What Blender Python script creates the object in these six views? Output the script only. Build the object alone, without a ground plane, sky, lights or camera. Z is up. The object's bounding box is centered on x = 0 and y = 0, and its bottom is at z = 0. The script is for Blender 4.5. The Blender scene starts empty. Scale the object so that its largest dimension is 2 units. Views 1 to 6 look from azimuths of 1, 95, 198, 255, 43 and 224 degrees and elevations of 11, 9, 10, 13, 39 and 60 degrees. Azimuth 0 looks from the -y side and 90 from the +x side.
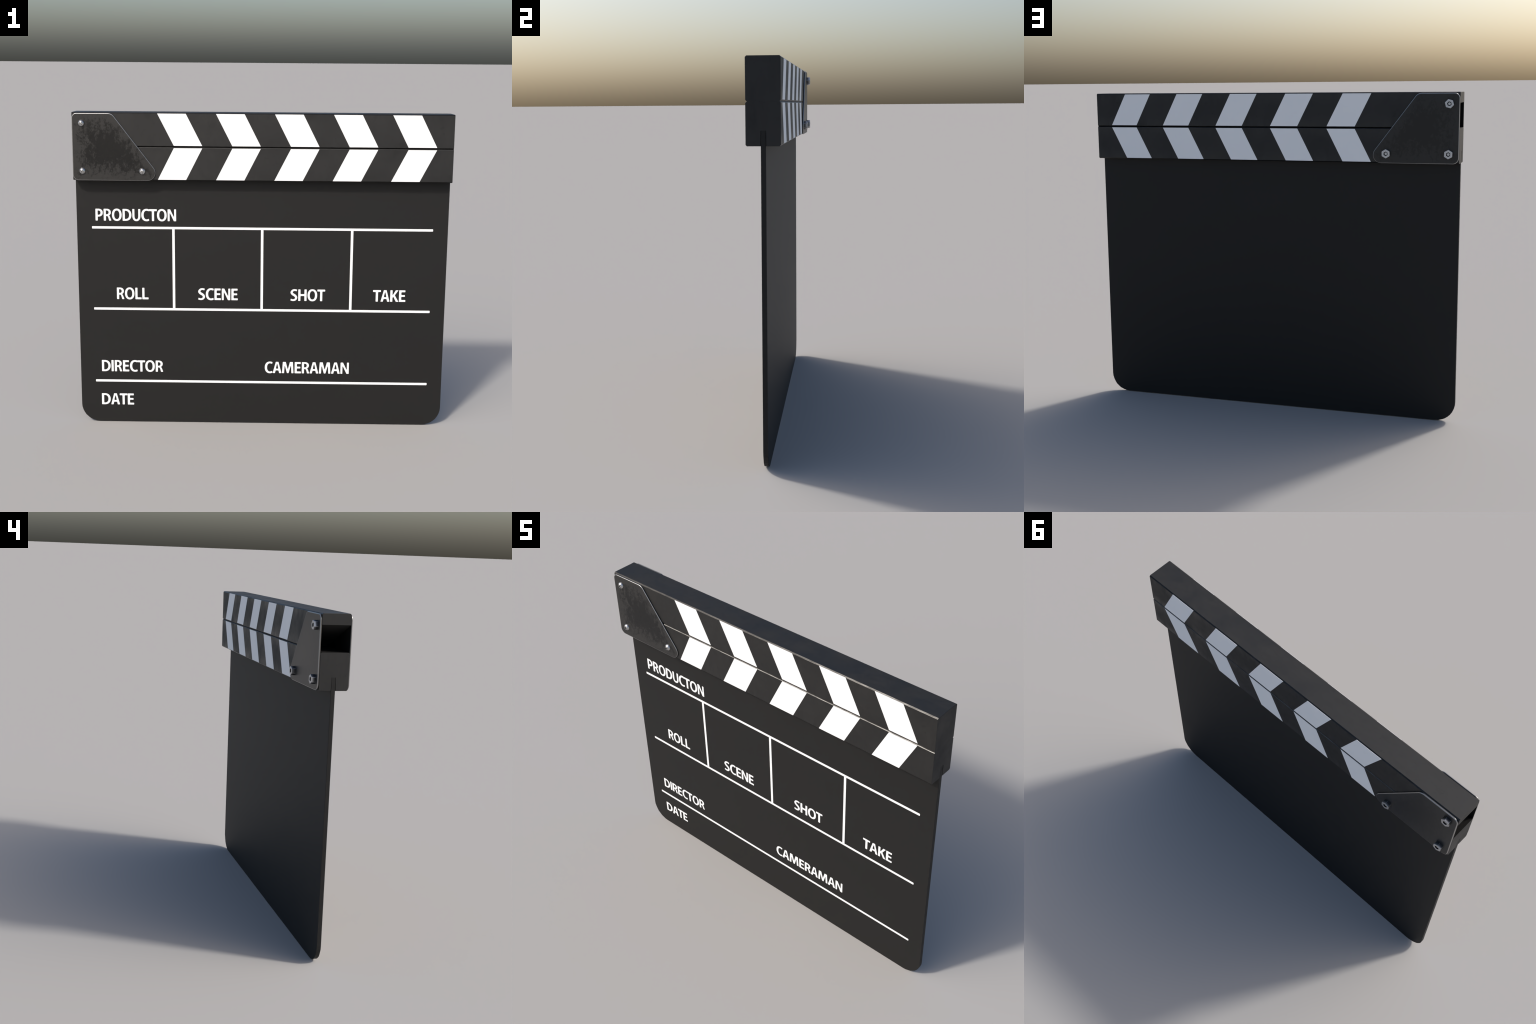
"""Film clapperboard: a thin slate held in the slot of a lower clapper stick,
an upper clapper stick on top of it, two hinge plates with screws and nuts."""
import math
import bpy
import bmesh
from mathutils import Vector, Matrix

# ------------------------------------------------------------------ sizes (metres)
HALF_WIDTH = 1.0
FRONT_Y, BACK_Y = -0.0735, 0.0682          # stick faces
TOP_Z, SPLIT_Z, LOW_Z = 1.7192, 1.5411, 1.3636
CHAMFER = 0.0052
BOARD_FRONT, BOARD_BACK = -0.0127, 0.0082
SLOT_TOP = 1.4266
PLATE_THICK = 0.0076
INK = 0.0005                               # paint stands this proud of its surface
COL = bpy.context.scene.collection


# ------------------------------------------------------------------ node helpers
def new_material(name):
    mat = bpy.data.materials.new(name)
    mat.use_nodes = True
    nt = mat.node_tree
    return mat, nt, nt.nodes["Principled BSDF"]


def node(nt, kind, **props):
    n = nt.nodes.new(kind)
    inputs = props.pop("inputs", {})
    for k, v in props.items():
        setattr(n, k, v)
    for k, v in inputs.items():
        if isinstance(v, bpy.types.NodeSocket):
            nt.links.new(v, n.inputs[k])
        else:
            n.inputs[k].default_value = v
    return n


def math_node(nt, op, a, b=0.0, clamp=False):
    return node(nt, "ShaderNodeMath", operation=op, use_clamp=clamp, inputs={0: a, 1: b}).outputs[0]


def mix_colour(nt, fac, a, b):
    n = node(nt, "ShaderNodeMix", data_type="RGBA")
    for i, v in ((0, fac), (6, a), (7, b)):
        if isinstance(v, bpy.types.NodeSocket):
            nt.links.new(v, n.inputs[i])
        elif i == 0:
            n.inputs[i].default_value = v
        else:
            n.inputs[i].default_value = (*v, 1)
    return n.outputs[2]


def ramp(nt, fac, lo, hi, v0=0.0, v1=1.0):
    return node(nt, "ShaderNodeMapRange", interpolation_type="SMOOTHSTEP",
                inputs={0: fac, 1: lo, 2: hi, 3: v0, 4: v1}).outputs[0]


def object_coords(nt, scale=(1, 1, 1), turn=(0, 0, 0)):
    co = node(nt, "ShaderNodeTexCoord").outputs["Object"]
    return node(nt, "ShaderNodeMapping", inputs={"Vector": co, "Scale": scale, "Rotation": turn}).outputs[0]


def noise(nt, vec, scale, detail=4.0, rough=0.55, distort=0.0):
    return node(nt, "ShaderNodeTexNoise", inputs={"Vector": vec, "Scale": scale, "Detail": detail,
                                                  "Roughness": rough, "Distortion": distort}).outputs["Fac"]


def plain_material(name, colour, rough, metal=0.0, spec=0.5):
    mat, nt, bsdf = new_material(name)
    bsdf.inputs["Base Color"].default_value = (*colour, 1)
    bsdf.inputs["Roughness"].default_value = rough
    bsdf.inputs["Metallic"].default_value = metal
    bsdf.inputs["Specular IOR Level"].default_value = spec
    return mat


# ------------------------------------------------------------------ materials
def make_slate_material():
    mat, nt, bsdf = new_material("slate_paint")
    co = object_coords(nt)
    cloud = noise(nt, co, 3.0, 3.0)
    nt.links.new(mix_colour(nt, cloud, (0.0062, 0.0060, 0.0058), (0.0074, 0.0072, 0.0069)), bsdf.inputs["Base Color"])
    bsdf.inputs["Roughness"].default_value = 0.60
    bsdf.inputs["Specular IOR Level"].default_value = 0.35
    return mat


def make_stick_material():
    """Dark painted wood: cloudy smudges, faint long scratches, shine worn in at places."""
    mat, nt, bsdf = new_material("stick_paint")
    co = object_coords(nt)
    cloud = noise(nt, co, 7.0, 6.0, 0.6)
    smear = noise(nt, object_coords(nt, (9, 20, 4), (0, 0.5, 0)), 2.2, 5.0, 0.6, 0.6)
    dirt = math_node(nt, "MULTIPLY", ramp(nt, cloud, 0.35, 0.7), ramp(nt, smear, 0.3, 0.7))
    spots = ramp(nt, noise(nt, co, 38.0, 2.0), 0.27, 0.36)
    base = mix_colour(nt, dirt, (0.0066, 0.0064, 0.0062), (0.0118, 0.0115, 0.0110))
    base = mix_colour(nt, spots, (0.0040, 0.0040, 0.0040), base)
    nt.links.new(base, bsdf.inputs["Base Color"])
    z = node(nt, "ShaderNodeSeparateXYZ", inputs={0: co}).outputs[2]
    gap = [math_node(nt, "ABSOLUTE", math_node(nt, "SUBTRACT", z, e)) for e in (TOP_Z, SPLIT_Z, LOW_Z)]
    near = math_node(nt, "MINIMUM", math_node(nt, "MINIMUM", gap[0], gap[1]), gap[2])
    facing = node(nt, "ShaderNodeSeparateXYZ", inputs={0: node(nt, "ShaderNodeNewGeometry").outputs["Normal"]}).outputs[1]
    handled = math_node(nt, "MULTIPLY", ramp(nt, near, 0.075, 0.006), ramp(nt, smear, 0.25, 0.65))
    handled = math_node(nt, "MULTIPLY", handled, math_node(nt, "ABSOLUTE", facing))
    rough = math_node(nt, "SUBTRACT", ramp(nt, cloud, 0.3, 0.7, 0.52, 0.70), math_node(nt, "MULTIPLY", handled, 0.17))
    nt.links.new(rough, bsdf.inputs["Roughness"])
    bump = node(nt, "ShaderNodeBump", inputs={"Strength": 0.08, "Distance": 0.002, "Height": smear})
    nt.links.new(bump.outputs[0], bsdf.inputs["Normal"])
    return mat


def make_plate_material():
    """Blackened steel: scuffed lighter toward the rim, dark and smooth in the middle."""
    mat, nt, bsdf = new_material("blackened_steel")
    co = object_coords(nt)
    sep = node(nt, "ShaderNodeSeparateXYZ", inputs={0: co})
    x, z = sep.outputs[0], sep.outputs[2]
    left = math_node(nt, "ADD", x, 0.999)
    low = math_node(nt, "SUBTRACT", z, 1.3627)
    high = math_node(nt, "SUBTRACT", 1.715, z)
    slant = math_node(nt, "SUBTRACT", -0.794 * 0.5200 + 0.607 * 1.3627, math_node(nt, "ADD", math_node(nt, "MULTIPLY", x, 0.794), math_node(nt, "MULTIPLY", z, 0.607)))
    slant = math_node(nt, "MULTIPLY", slant, 1.6)
    inside = math_node(nt, "MINIMUM", math_node(nt, "MINIMUM", left, low), math_node(nt, "MINIMUM", high, slant))
    rim = math_node(nt, "SUBTRACT", 1.0, math_node(nt, "DIVIDE", inside, 0.14))
    grit = noise(nt, object_coords(nt, (1.15, 1, 0.8), (0, 0.5, 0)), 40.0, 10.0, 0.72, 0.7)
    streak = noise(nt, object_coords(nt, (70, 70, 18), (0, 0.6, 0)), 1.0, 6.0, 0.65)
    wear = math_node(nt, "ADD", math_node(nt, "MULTIPLY", rim, 0.58), math_node(nt, "MULTIPLY", grit, 1.9))
    wear = math_node(nt, "ADD", wear, math_node(nt, "MULTIPLY", streak, 0.75))
    grain = noise(nt, co, 85.0, 6.0, 0.7)
    hair = noise(nt, object_coords(nt, (150, 150, 22), (0, -0.75, 0)), 1.0, 3.0, 0.5)
    scratch = ramp(nt, hair, 0.66, 0.74)
    wear = math_node(nt, "ADD", wear, math_node(nt, "MULTIPLY", math_node(nt, "SUBTRACT", grain, 0.5), 0.9))
    wear = math_node(nt, "ADD", wear, math_node(nt, "MULTIPLY", scratch, 0.16))
    wear = ramp(nt, wear, 1.44, 1.84)
    front = ramp(nt, sep.outputs[1], 0.03, -0.03, 0.55, 1.0)
    wear = math_node(nt, "MULTIPLY", wear, front)
    fine = noise(nt, co, 110.0, 4.0, 0.6)
    light = mix_colour(nt, fine, (0.0115, 0.0111, 0.0106), (0.0225, 0.0218, 0.0208))
    nt.links.new(mix_colour(nt, wear, (0.0020, 0.0020, 0.0020), light), bsdf.inputs["Base Color"])
    nt.links.new(math_node(nt, "ADD", math_node(nt, "MULTIPLY", wear, 0.075), 0.345), bsdf.inputs["Roughness"])
    nt.links.new(ramp(nt, wear, 0.0, 1.0, 0.44, 0.5), bsdf.inputs["Specular IOR Level"])
    bump = node(nt, "ShaderNodeBump", inputs={"Strength": 0.10, "Distance": 0.001, "Height": fine})
    nt.links.new(bump.outputs[0], bsdf.inputs["Normal"])
    return mat


def make_steel_material(name, base, rough):
    mat, nt, bsdf = new_material(name)
    grain = noise(nt, object_coords(nt), 160.0, 3.0)
    nt.links.new(math_node(nt, "ADD", math_node(nt, "MULTIPLY", grain, 0.08), rough - 0.04), bsdf.inputs["Roughness"])
    bsdf.inputs["Base Color"].default_value = (*base, 1)
    bsdf.inputs["Metallic"].default_value = 1.0
    return mat


def make_edge_material():
    """Chamfers of the sticks: paint rubbed to a dull streaky shine, shade deep in the groove painted dark."""
    mat, nt, bsdf = new_material("rubbed_paint_edge")
    co = object_coords(nt)
    z = node(nt, "ShaderNodeSeparateXYZ", inputs={0: co}).outputs[2]
    deep = math_node(nt, "ABSOLUTE", math_node(nt, "SUBTRACT", z, SPLIT_Z))
    seam = ramp(nt, deep, 0.008, 0.012, 1.0, 0.0)
    streak = noise(nt, object_coords(nt, (1, 8, 8)), 22.0, 4.0, 0.6)
    shine = math_node(nt, "MULTIPLY", ramp(nt, deep, 0.0018, 0.0036, 0.10, 1.0), ramp(nt, streak, 0.3, 0.7, 0.6, 1.0))  # low values near the split put the groove's occlusion into the base colour
    metal = mix_colour(nt, seam, (0.046, 0.045, 0.044), (0.115, 0.113, 0.110))
    nt.links.new(mix_colour(nt, shine, (0.004, 0.004, 0.004), metal), bsdf.inputs["Base Color"])
    nt.links.new(math_node(nt, "ADD", ramp(nt, streak, 0.3, 0.7, 0.46, 0.36), math_node(nt, "MULTIPLY", seam, 0.09)), bsdf.inputs["Roughness"])
    bsdf.inputs["Metallic"].default_value = 1.0
    return mat


SLATE = make_slate_material()
STICK = make_stick_material()
PLATE = make_plate_material()
RIM = make_steel_material("worn_steel_edge", (0.35, 0.346, 0.34), 0.40)
WALL = make_steel_material("plate_cut_edge", (0.15, 0.148, 0.146), 0.40)
EDGE = make_edge_material()
WHITE = plain_material("white_paint", (0.88, 0.88, 0.88), 0.60, spec=0.35)
BLACK = plain_material("unlit_recess_black", (0.008, 0.0078, 0.0075), 0.9, spec=0.1)  # shade inside the hinge opening and nut bores, painted as a near-black colour
BARE = plain_material("sawn_wood_black", (0.024, 0.0235, 0.023), 0.85, spec=0.1)
SCREW = make_steel_material("zinc_screw", (0.52, 0.52, 0.52), 0.28)
DULL = plain_material("dirt_in_recess", (0.03, 0.032, 0.034), 0.6)  # darker tone for the walls of the screw's cross recess
NUT = make_steel_material("zinc_nut", (0.50, 0.505, 0.52), 0.38)


# ------------------------------------------------------------------ mesh helpers
def add_object(name, mesh, parent, *materials):
    obj = bpy.data.objects.new(name, mesh)
    COL.objects.link(obj)
    obj.parent = parent
    for m in materials:
        mesh.materials.append(m)
    return obj


def mesh_from(bm, name):
    bmesh.ops.recalc_face_normals(bm, faces=bm.faces)
    me = bpy.data.meshes.new(name)
    bm.to_mesh(me)
    bm.free()
    return me


def prism(bm, outline, place, a, b):
    """Solid between two copies of a closed outline; place(p, t) puts point p at depth t."""
    lo = [bm.verts.new(place(p, a)) for p in outline]
    hi = [bm.verts.new(place(p, b)) for p in outline]
    bm.faces.new(lo)
    bm.faces.new(hi[::-1])
    n = len(outline)
    for i in range(n):
        j = (i + 1) % n
        bm.faces.new((lo[j], lo[i], hi[i], hi[j]))
    return lo, hi


def along_x(p, t):
    return (t, p[0], p[1])


def along_y(p, t):
    return (p[0], t, p[1])


def rounded(points, radius, seg=6):
    """Closed outline with every corner turned into an arc; radius may be one per corner."""
    out, n = [], len(points)
    for i in range(n):
        p, q, r = (Vector(points[k % n]) for k in (i - 1, i, i + 1))
        rad = radius[i] if isinstance(radius, (list, tuple)) else radius
        u, v = (p - q), (r - q)
        ang = u.angle(v)
        cut = rad / math.tan(ang / 2)
        most = 0.48 * min(u.length, v.length)
        if cut > most:
            cut, rad = most, most * math.tan(ang / 2)
        if rad < 1e-6 or ang > math.radians(172):
            out.append(tuple(q))
            continue
        a, b = q + u.normalized() * cut, q + v.normalized() * cut
        c = q + (u.normalized() + v.normalized()).normalized() * (rad / math.sin(ang / 2))
        s, e = math.atan2(*(a - c).yx), math.atan2(*(b - c).yx)
        d = (e - s + math.pi) % (2 * math.pi) - math.pi
        for k in range(seg + 1):
            t = s + d * k / seg
            out.append((c.x + rad * math.cos(t), c.y + rad * math.sin(t)))
    return out


def boolean_cut(obj, cutter):
    mod = obj.modifiers.new("cut", "BOOLEAN")
    mod.operation, mod.object, mod.solver = "DIFFERENCE", cutter, "EXACT"
    bpy.context.view_layer.update()
    done = bpy.data.meshes.new_from_object(obj.evaluated_get(bpy.context.evaluated_depsgraph_get()))
    obj.modifiers.clear()
    old, obj.data = obj.data, done
    done.name = old.name
    bpy.data.meshes.remove(old)
    bpy.data.objects.remove(cutter)


# ------------------------------------------------------------------ the thing
clapperboard = bpy.data.objects.new("clapperboard", None)
COL.objects.link(clapperboard)
clapperboard["label"] = "black film clapperboard with white chevron stripes and lettering"
clapperboard["category"] = "clapperboard"


# ------------------------------------------------------------------ slate board
def build_board():
    w, r = HALF_WIDTH - 0.0008, 0.1005
    outline = rounded([(-w, SLOT_TOP - 0.0006), (-w, 0), (w, 0), (w, SLOT_TOP - 0.0006)], [0, r, r, 0], seg=9)
    bm = bmesh.new()
    prism(bm, outline, along_y, BOARD_FRONT, BOARD_BACK)
    rim = [e for e in bm.edges if abs(e.verts[0].co.y - e.verts[1].co.y) < 1e-6]
    bmesh.ops.bevel(bm, geom=rim, offset=0.0014, segments=1, affect="EDGES")
    return add_object("slate_board", mesh_from(bm, "slate_board"), clapperboard, SLATE)


board = build_board()


def rule_line(x0, x1, z0, z1, soft):
    bm = bmesh.new()
    outline = rounded([(x0, z0), (x1, z0), (x1, z1), (x0, z1)], soft, 4) if soft else [(x0, z0), (x1, z0), (x1, z1), (x0, z1)]
    prism(bm, outline, along_y, BOARD_FRONT - INK, BOARD_FRONT + 0.001)
    add_object("rule_line", mesh_from(bm, "rule_line"), board, WHITE)


LINE = 0.0128
ROWS = (1.1002, 0.6490, 0.2364)
for z in ROWS:
    rule_line(-0.9180, 0.9190, z - LINE / 2, z + LINE / 2, 0.003)
for x in (-0.4783, 0.0010, 0.4853):
    rule_line(x - 0.0067, x + 0.0067, ROWS[1] + LINE / 2, ROWS[0] - LINE / 2, 0)


# ------------------------------------------------------------------ lettering (bold humanist capitals, unit = cap height)
def arc(cx, cy, rx, ry, a0, a1, n=18, power=2.2):
    pts = []
    for k in range(n + 1):
        t = math.radians(a0 + (a1 - a0) * k / n)
        c, s = math.cos(t), math.sin(t)
        pts.append((cx + rx * math.copysign(abs(c) ** (2 / power), c), cy + ry * math.copysign(abs(s) ** (2 / power), s)))
    return pts


def ribbon(spine, widths, steps=8):
    """Outline of a brush stroke along a smooth path through the spine points."""
    n, path, wide = len(spine), [], []
    for i in range(n - 1):
        p = [Vector(spine[min(max(k, 0), n - 1)]) for k in (i - 1, i, i + 1, i + 2)]
        for s in range(steps):
            t = s / steps
            path.append(0.5 * (2 * p[1] + (p[2] - p[0]) * t + (2 * p[0] - 5 * p[1] + 4 * p[2] - p[3]) * t * t
                               + (3 * p[1] - p[0] - 3 * p[2] + p[3]) * t ** 3))
            wide.append(widths[i] + (widths[i + 1] - widths[i]) * t)
    path.append(Vector(spine[-1]))
    wide.append(widths[-1])
    left, right = [], []
    for i, q in enumerate(path):
        d = (path[min(i + 1, len(path) - 1)] - path[max(i - 1, 0)]).normalized()
        nrm = Vector((-d.y, d.x)) * wide[i] / 2
        left.append(tuple(q + nrm))
        right.append(tuple(q - nrm))
    return left + right[::-1]


STEM, ARM = 0.215, 0.185


def glyph(ch):
    """Contours (outer first, then counters) and advance width of one capital."""
    s, a = STEM, ARM
    if ch == "P":
        return [[(0, 0), (0, 1)] + arc(0.27, 0.665, 0.38, 0.335, 90, -90) + [(s, 0.33), (s, 0)],
                [(s, 0.83), (s, 0.50)] + arc(0.26, 0.665, 0.175, 0.165, -90, 90)], 0.65
    if ch == "R":
        return [[(0, 0), (0, 1)] + arc(0.27, 0.70, 0.37, 0.30, 90, -42) + [(0.475, 0.44), (0.55, 0.36), (0.60, 0.22), (0.685, 0),
                 (0.465, 0), (0.405, 0.22), (0.36, 0.34), (0.30, 0.385), (s, 0.385), (s, 0)],
                [(s, 0.84), (s, 0.545)] + arc(0.26, 0.6925, 0.165, 0.148, -90, 90)], 0.685
    if ch == "O":
        return [arc(0.427, 0.5, 0.427, 0.52, 0, 350, 35), arc(0.427, 0.5, 0.212, 0.345, 0, 350, 35)], 0.855
    if ch == "D":
        return [[(0, 0), (0, 1)] + arc(0.27, 0.5, 0.51, 0.5, 90, -90, 24) + [],
                [(s, 0.825), (s, 0.175)] + arc(0.27, 0.5, 0.29, 0.325, -90, 90, 24)], 0.78
    if ch == "U":
        return [[(0, 1)] + arc(0.355, 0.42, 0.355, 0.44, 180, 360, 22) + [(0.71, 1), (0.505, 1)]
                + arc(0.355, 0.42, 0.15, 0.265, 360, 180, 16) + [(0.205, 1)]], 0.71
    if ch == "C":
        return [[(0.70, 0.965)] + arc(0.46, 0.5, 0.46, 0.52, 76, 284, 34) + [(0.70, 0.035), (0.665, 0.205)]
                + arc(0.46, 0.5, 0.235, 0.345, 288, 72, 30) + [(0.665, 0.795)]], 0.70
    if ch == "S":
        spine = [(0.575, 0.885), (0.40, 0.93), (0.215, 0.885), (0.112, 0.725), (0.20, 0.585), (0.33, 0.51), (0.455, 0.41),
                 (0.51, 0.265), (0.41, 0.115), (0.22, 0.073), (0.025, 0.125)]
        return [ribbon(spine, [0.17, 0.17, 0.185, 0.21, 0.215, 0.215, 0.215, 0.21, 0.185, 0.17, 0.17])], 0.62
    if ch == "T":
        c = 0.345
        return [[(0, 1), (2 * c, 1), (2 * c, 1 - a), (c + s / 2, 1 - a), (c + s / 2, 0), (c - s / 2, 0), (c - s / 2, 1 - a), (0, 1 - a)]], 2 * c
    if ch == "N":
        return [[(0, 0), (0, 1), (0.235, 1), (0.555, 0.36), (0.555, 1), (0.75, 1), (0.75, 0), (0.535, 0), (0.195, 0.68), (0.195, 0)]], 0.75
    if ch == "L":
        return [[(0, 0), (0, 1), (s, 1), (s, a), (0.57, a), (0.57, 0)]], 0.57
    if ch == "E":
        return [[(0, 0), (0, 1), (0.55, 1), (0.55, 1 - a), (s, 1 - a), (s, 0.60), (0.52, 0.60), (0.52, 0.425), (s, 0.425), (s, a),
                 (0.57, a), (0.57, 0)]], 0.57
    if ch == "H":
        return [[(0, 0), (0, 1), (s, 1), (s, 0.605), (0.53, 0.605), (0.53, 1), (0.745, 1), (0.745, 0), (0.53, 0), (0.53, 0.42),
                 (s, 0.42), (s, 0)]], 0.745
    if ch == "I":
        return [[(0, 0), (0, 1), (s, 1), (s, 0)]], s
    if ch == "A":
        return [[(0, 0), (0.275, 1), (0.525, 1), (0.80, 0), (0.575, 0), (0.515, 0.235), (0.285, 0.235), (0.225, 0)],
                [(0.300, 0.405), (0.40, 0.83), (0.50, 0.405)]], 0.80
    if ch == "K":
        return [[(0, 0), (0, 1), (s, 1), (s, 0.57), (0.465, 1), (0.72, 1), (0.415, 0.56), (0.74, 0), (0.49, 0), (0.275, 0.42),
                 (s, 0.34), (s, 0)]], 0.74
    return [[(0, 0), (0.065, 1), (0.345, 1), (0.515, 0.37), (0.685, 1), (0.965, 1), (1.03, 0), (0.82, 0), (0.785, 0.68), (0.595, 0.01),
             (0.435, 0.01), (0.245, 0.68), (0.21, 0)]], 1.03          # M


# space kept on the left and right of each letter
BEARING = {"O": (0.022, 0.022), "C": (0.022, 0.0), "D": (0.035, 0.022), "R": (0.035, 0.0), "P": (0.035, 0.02), "S": (0.02, 0.02),
           "T": (-0.035, -0.035), "A": (-0.012, -0.012), "K": (0.035, -0.03), "L": (0.035, 0.005), "E": (0.035, 0.02), "M": (0.03, 0.035)}
CAP = 0.0645


def grown(pts, d):
    """The closed outline pushed outward by d (inward when d is negative)."""
    area = sum(p[0] * q[1] - q[0] * p[1] for p, q in zip(pts, pts[1:] + pts[:1]))
    d, n, out = math.copysign(1, area) * d, len(pts), []
    for i in range(n):
        p, q, r = (Vector(pts[k % n]) for k in (i - 1, i, i + 1))
        a, b = (q - p).normalized(), (r - q).normalized()
        m = Vector((a.y + b.y, -a.x - b.x))
        out.append(tuple(q + m * (2 * d / max(m.length_squared, 1.0))))
    return out


THIN = 0.0135                              # strokes are this much slimmer on each side than drawn


def letter_mesh_into(bm, contours, x, z, sx, proud):
    curve = bpy.data.curves.new("letter", "CURVE")
    curve.dimensions, curve.fill_mode, curve.extrude = "2D", "BOTH", 0.0008
    for k, contour in enumerate(contours):
        soft = []
        for i, q in enumerate(contour):
            p, r = contour[i - 1], contour[(i + 1) % len(contour)]
            tight = (Vector(p) - Vector(q)).angle(Vector(r) - Vector(q)) < math.radians(65)
            soft.append(0.012 if tight else 0.045)
        pts = grown(rounded(contour, soft, 3), -THIN if k == 0 else THIN)
        pts = [(p[0], 0.5 + (p[1] - 0.5) / (1 - 2 * THIN)) for p in pts]
        sp = curve.splines.new("POLY")
        sp.points.add(len(pts) - 1)
        sp.use_cyclic_u = True
        for p, q in zip(sp.points, pts):
            p.co = (q[0] * CAP * sx, q[1] * CAP, 0, 1)
    tmp = bpy.data.objects.new("letter", curve)
    COL.objects.link(tmp)
    bpy.context.view_layer.update()
    me = bpy.data.meshes.new_from_object(tmp.evaluated_get(bpy.context.evaluated_depsgraph_get()))
    # lay the letter on the board: text x stays x, text y becomes z, its face looks to -y
    me.transform(Matrix.Translation((x, BOARD_FRONT - proud + 0.0008, z)) @ Matrix.Rotation(math.pi / 2, 4, "X"))
    bm.from_mesh(me)
    bpy.data.objects.remove(tmp)
    bpy.data.curves.remove(curve)
    bpy.data.meshes.remove(me)


def write(word, x0, x1, z):
    pens, pen = [], 0.0
    for i, ch in enumerate(word):
        contours, width = glyph(ch)
        before, after = BEARING.get(ch, (0.035, 0.035))
        pen += before if i else 0.0
        pens.append((contours, pen))
        pen += width + (after if i < len(word) - 1 else 0.0)
    sx = (x1 - x0) / (pen * CAP)
    bm = bmesh.new()
    for i, (contours, p) in enumerate(pens):
        letter_mesh_into(bm, contours, x0 + p * CAP * sx, z, sx, INK + 0.00015 * (i % 2))
    me = bpy.data.meshes.new("lettering")
    bm.to_mesh(me)
    bm.free()
    add_object("lettering", me, board, WHITE)


write("PRODUCTON", -0.8985, -0.4622, 1.1375)
write("ROLL", -0.7917, -0.6172, 0.7035)
write("SCENE", -0.3474, -0.1290, 0.7035)
write("SHOT", 0.1568, 0.3473, 0.7033)
write("TAKE", 0.6064, 0.7849, 0.7038)
write("DIRECTOR", -0.8835, -0.5412, 0.2903)
write("CAMERAMAN", 0.0204, 0.4870, 0.2905)
write("DATE", -0.8880, -0.7067, 0.0972)


# ------------------------------------------------------------------ clapper sticks
def chamfered_box(y0, y1, z0, z1, c):
    return [(y0 + c, z0), (y1 - c, z0), (y1, z0 + c), (y1, z1 - c), (y1 - c, z1), (y0 + c, z1), (y0, z1 - c), (y0, z0 + c)]


def soften_ends(bm, size):
    ends = [e for e in bm.edges if abs(abs(e.verts[0].co.x) - HALF_WIDTH) < 1e-5 and abs(e.verts[0].co.x - e.verts[1].co.x) < 1e-5
            and abs((e.verts[0].co.z + e.verts[1].co.z) / 2 - SPLIT_Z) > 0.001]
    bmesh.ops.bevel(bm, geom=ends, offset=size, segments=1, affect="EDGES")


def mark_worn_edges(stick):
    """The sloping chamfers along the stick are rubbed down to a dull shine."""
    for f in stick.data.polygons:
        if 0.5 < abs(f.normal.y) < 0.9 and 0.5 < abs(f.normal.z) < 0.9:
            f.material_index = 2


def build_lower_stick():
    c = CHAMFER
    outline = chamfered_box(FRONT_Y, BACK_Y, LOW_Z, SPLIT_Z - 0.00005, c)
    slot = [(BOARD_FRONT - 0.0008, LOW_Z), (BOARD_FRONT - 0.0008, SLOT_TOP), (BOARD_BACK + 0.0008, SLOT_TOP), (BOARD_BACK + 0.0008, LOW_Z)]
    outline = outline[:1] + slot + outline[1:]
    bm = bmesh.new()
    prism(bm, outline, along_x, -HALF_WIDTH, HALF_WIDTH)
    soften_ends(bm, 0.0010)
    stick = add_object("clapper_stick", mesh_from(bm, "clapper_stick"), clapperboard, STICK, BLACK, EDGE)
    for f in stick.data.polygons:
        if f.normal.z > 0.9 and f.center.z > SPLIT_Z - 0.001:
            f.material_index = 1
    mark_worn_edges(stick)
    return stick


def build_upper_stick():
    """The hinge end is sawn away in a wedge so that the stick can swing open."""
    bm = bmesh.new()
    prism(bm, chamfered_box(FRONT_Y, BACK_Y, SPLIT_Z + 0.00005, TOP_Z, CHAMFER), along_x, -HALF_WIDTH, HALF_WIDTH)
    soften_ends(bm, 0.0010)
    stick = add_object("clapper_stick", mesh_from(bm, "clapper_stick"), clapperboard, STICK, BARE, EDGE)
    bm = bmesh.new()
    prism(bm, [(-1.1, SPLIT_Z - 0.05), (-0.68, SPLIT_Z - 0.05), (-0.70, SPLIT_Z + 0.004), (-HALF_WIDTH, 1.6672), (-1.1, 1.6672)], along_y, -0.2, 0.2)
    boolean_cut(stick, add_object("cutter", mesh_from(bm, "cutter"), None))
    for f in stick.data.polygons:
        if f.center.x < -0.7 and f.normal.z < -0.7 and f.center.z < 1.68:
            f.material_index = 1
    mark_worn_edges(stick)
    return stick


lower_stick = build_lower_stick()
upper_stick = build_upper_stick()

STRIPE_WIDE, STRIPE_STEP, STRIPE_LEAN = 0.1492, 0.30725, 0.0854
for side in (-1, 1):
    for stick, z_mid, z_far in ((upper_stick, SPLIT_Z + CHAMFER + 0.0012, TOP_Z - CHAMFER + 0.0006),
                                (lower_stick, SPLIT_Z - CHAMFER - 0.0006, LOW_Z + CHAMFER - 0.0004)):
        for k in range(5):
            x = -0.4660 + k * STRIPE_STEP
            outline = [(x, z_mid), (x + STRIPE_WIDE, z_mid), (x + STRIPE_WIDE - STRIPE_LEAN, z_far), (x - STRIPE_LEAN, z_far)]
            y = FRONT_Y if side < 0 else BACK_Y
            bm = bmesh.new()
            prism(bm, outline, along_y, y + side * 0.0003, y - side * 0.001)
            add_object("white_stripe", mesh_from(bm, "white_stripe"), stick, WHITE)


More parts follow.
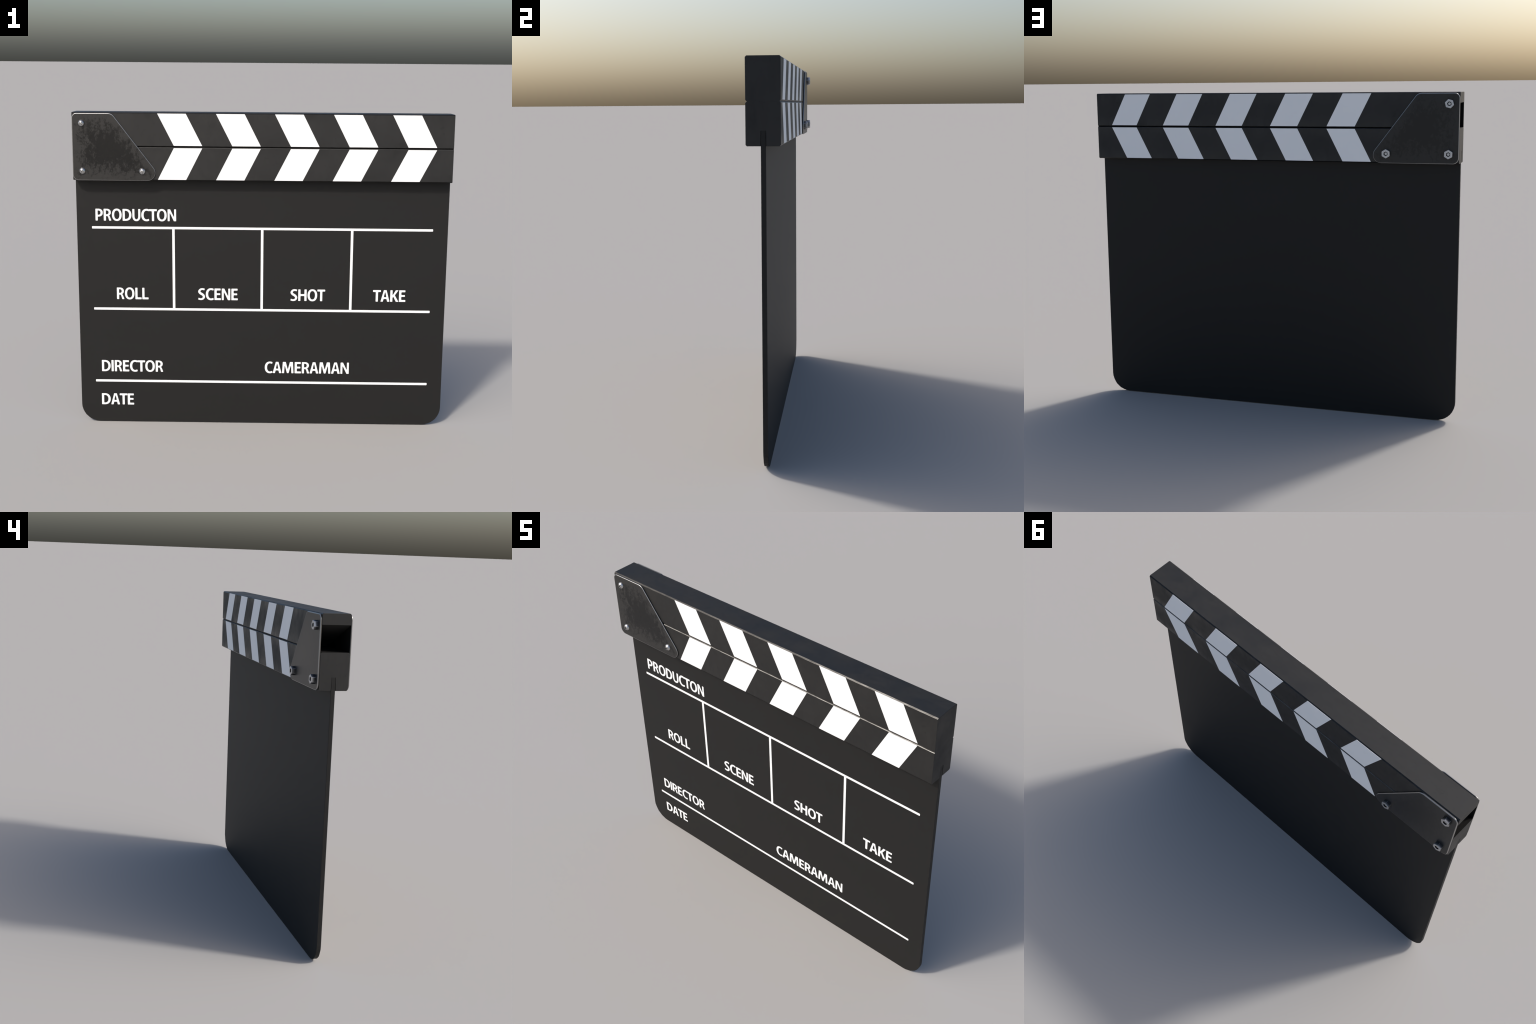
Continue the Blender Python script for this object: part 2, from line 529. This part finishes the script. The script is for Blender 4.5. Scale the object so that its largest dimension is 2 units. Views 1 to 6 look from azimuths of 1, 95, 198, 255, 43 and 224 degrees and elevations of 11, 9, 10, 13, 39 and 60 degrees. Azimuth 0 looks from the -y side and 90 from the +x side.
# ------------------------------------------------------------------ hinge plates with screws and nuts
PLATE_CORNERS = [(-0.9990, 1.7150), (-0.9990, 1.3627), (-0.5200, 1.3627), (-0.7890, 1.7150)]
PLATE_RADII = [0.0255, 0.031, 0.0425, 0.040]


def plate_outline(inset):
    """The plate's outline drawn in by some distance; every ring has the same number of points."""
    return rounded(grown(PLATE_CORNERS, -inset), [r - inset for r in PLATE_RADII], 8)


FIXINGS = ((-0.9492, 1.6622), (-0.9484, 1.4125), (-0.6330, 1.4120))


def build_plate(side):
    y = FRONT_Y if side < 0 else BACK_Y
    inner, outer = y + side * 0.0003, y + side * PLATE_THICK
    soft, steps, bm = 0.0032, 4, bmesh.new()
    rings = [(0.0, inner)]
    for k in range(steps + 1):
        t = math.pi / 2 * k / steps
        rings.append((soft * (1 - math.cos(t)), outer - side * soft * (1 - math.sin(t))))
    loops = [[bm.verts.new(along_y(p, depth)) for p in plate_outline(inset)] for inset, depth in rings]
    n = len(loops[0])
    for a, b in zip(loops, loops[1:]):
        for i in range(n):
            bm.faces.new((a[i], a[(i + 1) % n], b[(i + 1) % n], b[i]))
    bm.faces.new(loops[0])
    bm.faces.new(loops[-1])
    plate = add_object("hinge_plate", mesh_from(bm, "hinge_plate"), clapperboard, PLATE, RIM, BLACK, WALL)
    for f in plate.data.polygons:
        facing = f.normal.y * side
        f.material_index = 0 if facing > 0.999 else 3 if abs(facing) < 0.01 else 2 if facing < -0.99 else 1
        f.use_smooth = len(f.vertices) == 4
    return plate


front_plate, back_plate = build_plate(-1), build_plate(1)


def build_screw(x, z, turn):
    """Domed head with a cross recess."""
    radius, height, n, rings = 0.0180, 0.0132, 28, 7
    y = FRONT_Y - PLATE_THICK
    ball = (radius * radius + height * height) / (2 * height)
    bm = bmesh.new()
    loops = []
    for k in range(rings):
        h = height * k / rings
        r = math.sqrt(max(ball * ball - (ball - height + h) ** 2, 0))
        loops.append([bm.verts.new((r * math.cos(2 * math.pi * i / n), -h, r * math.sin(2 * math.pi * i / n))) for i in range(n)])
    base = [bm.verts.new((v.co.x, 0.001, v.co.z)) for v in loops[0]]
    tip = bm.verts.new((0, -height, 0))
    for a, b in zip([base] + loops[:-1], loops):
        for i in range(n):
            bm.faces.new((a[i], a[(i + 1) % n], b[(i + 1) % n], b[i]))
    for i in range(n):
        bm.faces.new((loops[-1][i], loops[-1][(i + 1) % n], tip))
    bm.faces.new(base)
    screw = add_object("screw", mesh_from(bm, "screw"), front_plate, SCREW, DULL)
    bm = bmesh.new()
    arm, half, deep = 0.0126, 0.0020, height * 0.34
    cross = [(half, half), (half, arm), (-half, arm), (-half, half), (-arm, half), (-arm, -half), (-half, -half), (-half, -arm),
             (half, -arm), (half, -half), (arm, -half), (arm, half)]
    prism(bm, cross, along_y, -deep, -0.05)
    cutter = add_object("cutter", mesh_from(bm, "cutter"), None)
    boolean_cut(screw, cutter)
    for f in screw.data.polygons:
        f.use_smooth = True
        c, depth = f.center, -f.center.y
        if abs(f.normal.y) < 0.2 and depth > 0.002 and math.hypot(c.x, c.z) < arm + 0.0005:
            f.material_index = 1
    screw.data.set_sharp_from_angle(angle=math.radians(35))
    screw.data.transform(Matrix.Rotation(-turn, 4, "Y"))
    screw.location = (x, y, z)


for (x, z), turn in zip(FIXINGS, (math.radians(45), math.radians(-24), math.radians(32))):
    build_screw(x, z, turn)


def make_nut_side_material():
    """Flanks of the nuts: shade beside the plate painted in as darker metal, worn outer edge brighter."""
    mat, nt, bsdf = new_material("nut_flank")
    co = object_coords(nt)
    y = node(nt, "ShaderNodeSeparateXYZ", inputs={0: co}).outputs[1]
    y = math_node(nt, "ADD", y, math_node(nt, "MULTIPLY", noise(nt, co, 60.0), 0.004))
    nt.links.new(mix_colour(nt, ramp(nt, y, 0.008, 0.018), (0.13, 0.132, 0.136), (0.46, 0.46, 0.465)), bsdf.inputs["Base Color"])  # occlusion next to the plate goes into the base colour
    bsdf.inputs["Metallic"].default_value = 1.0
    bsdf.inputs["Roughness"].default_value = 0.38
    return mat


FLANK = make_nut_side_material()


def hexagon(r, turn):
    return [(r * math.cos(turn + k * math.pi / 3), r * math.sin(turn + k * math.pi / 3)) for k in range(6)]


def build_nut(x, z, turn):
    """Hexagonal nut with the bolt end standing in its bore."""
    y, tall, r, bore, deep = BACK_Y + PLATE_THICK, 0.0190, 0.0235, 0.0115, 0.0110
    bm = bmesh.new()
    rings = []
    for rad, h in ((r, 0.0), (r, tall - 0.0008), (r - 0.0009, tall), (bore + 0.0004, tall), (bore, tall - 0.0004), (bore, tall - deep)):
        rings.append([bm.verts.new((p[0], h, p[1])) for p in hexagon(rad, turn)])
    for a, b in zip(rings, rings[1:]):
        for i in range(6):
            bm.faces.new((a[i], a[(i + 1) % 6], b[(i + 1) % 6], b[i]))
    bm.faces.new(rings[0])
    bm.faces.new(rings[-1])
    corner = [e for e in bm.edges if all(v in rings[0] + rings[1] for v in e.verts) and abs(e.verts[0].co.y - e.verts[1].co.y) > 0.01]
    bmesh.ops.bevel(bm, geom=corner, offset=0.0016, segments=1, affect="EDGES")
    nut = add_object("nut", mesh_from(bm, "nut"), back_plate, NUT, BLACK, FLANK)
    for f in nut.data.polygons:
        if (f.center.xz if hasattr(f.center, "xz") else Vector((f.center.x, f.center.z))).length < bore * 0.95 and f.center.y < tall - 0.0005:
            f.material_index = 1
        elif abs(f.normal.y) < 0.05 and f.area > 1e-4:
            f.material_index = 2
    nut.location = (x, y, z)
    bm = bmesh.new()
    n, rb = 20, 0.0068
    outline = [(rb * math.cos(2 * math.pi * k / n), rb * math.sin(2 * math.pi * k / n)) for k in range(n)]
    lo, hi = prism(bm, outline, along_y, tall - deep, tall - 0.0045)
    bmesh.ops.bevel(bm, geom=[e for e in bm.edges if all(v in hi for v in e.verts)], offset=0.0015, segments=2, affect="EDGES")
    bolt = add_object("bolt_end", mesh_from(bm, "bolt_end"), back_plate, NUT)
    bolt.location = (x, y, z)


for (x, z), turn in zip(FIXINGS, (math.radians(15), math.radians(32), math.radians(29))):
    build_nut(x, z, turn)
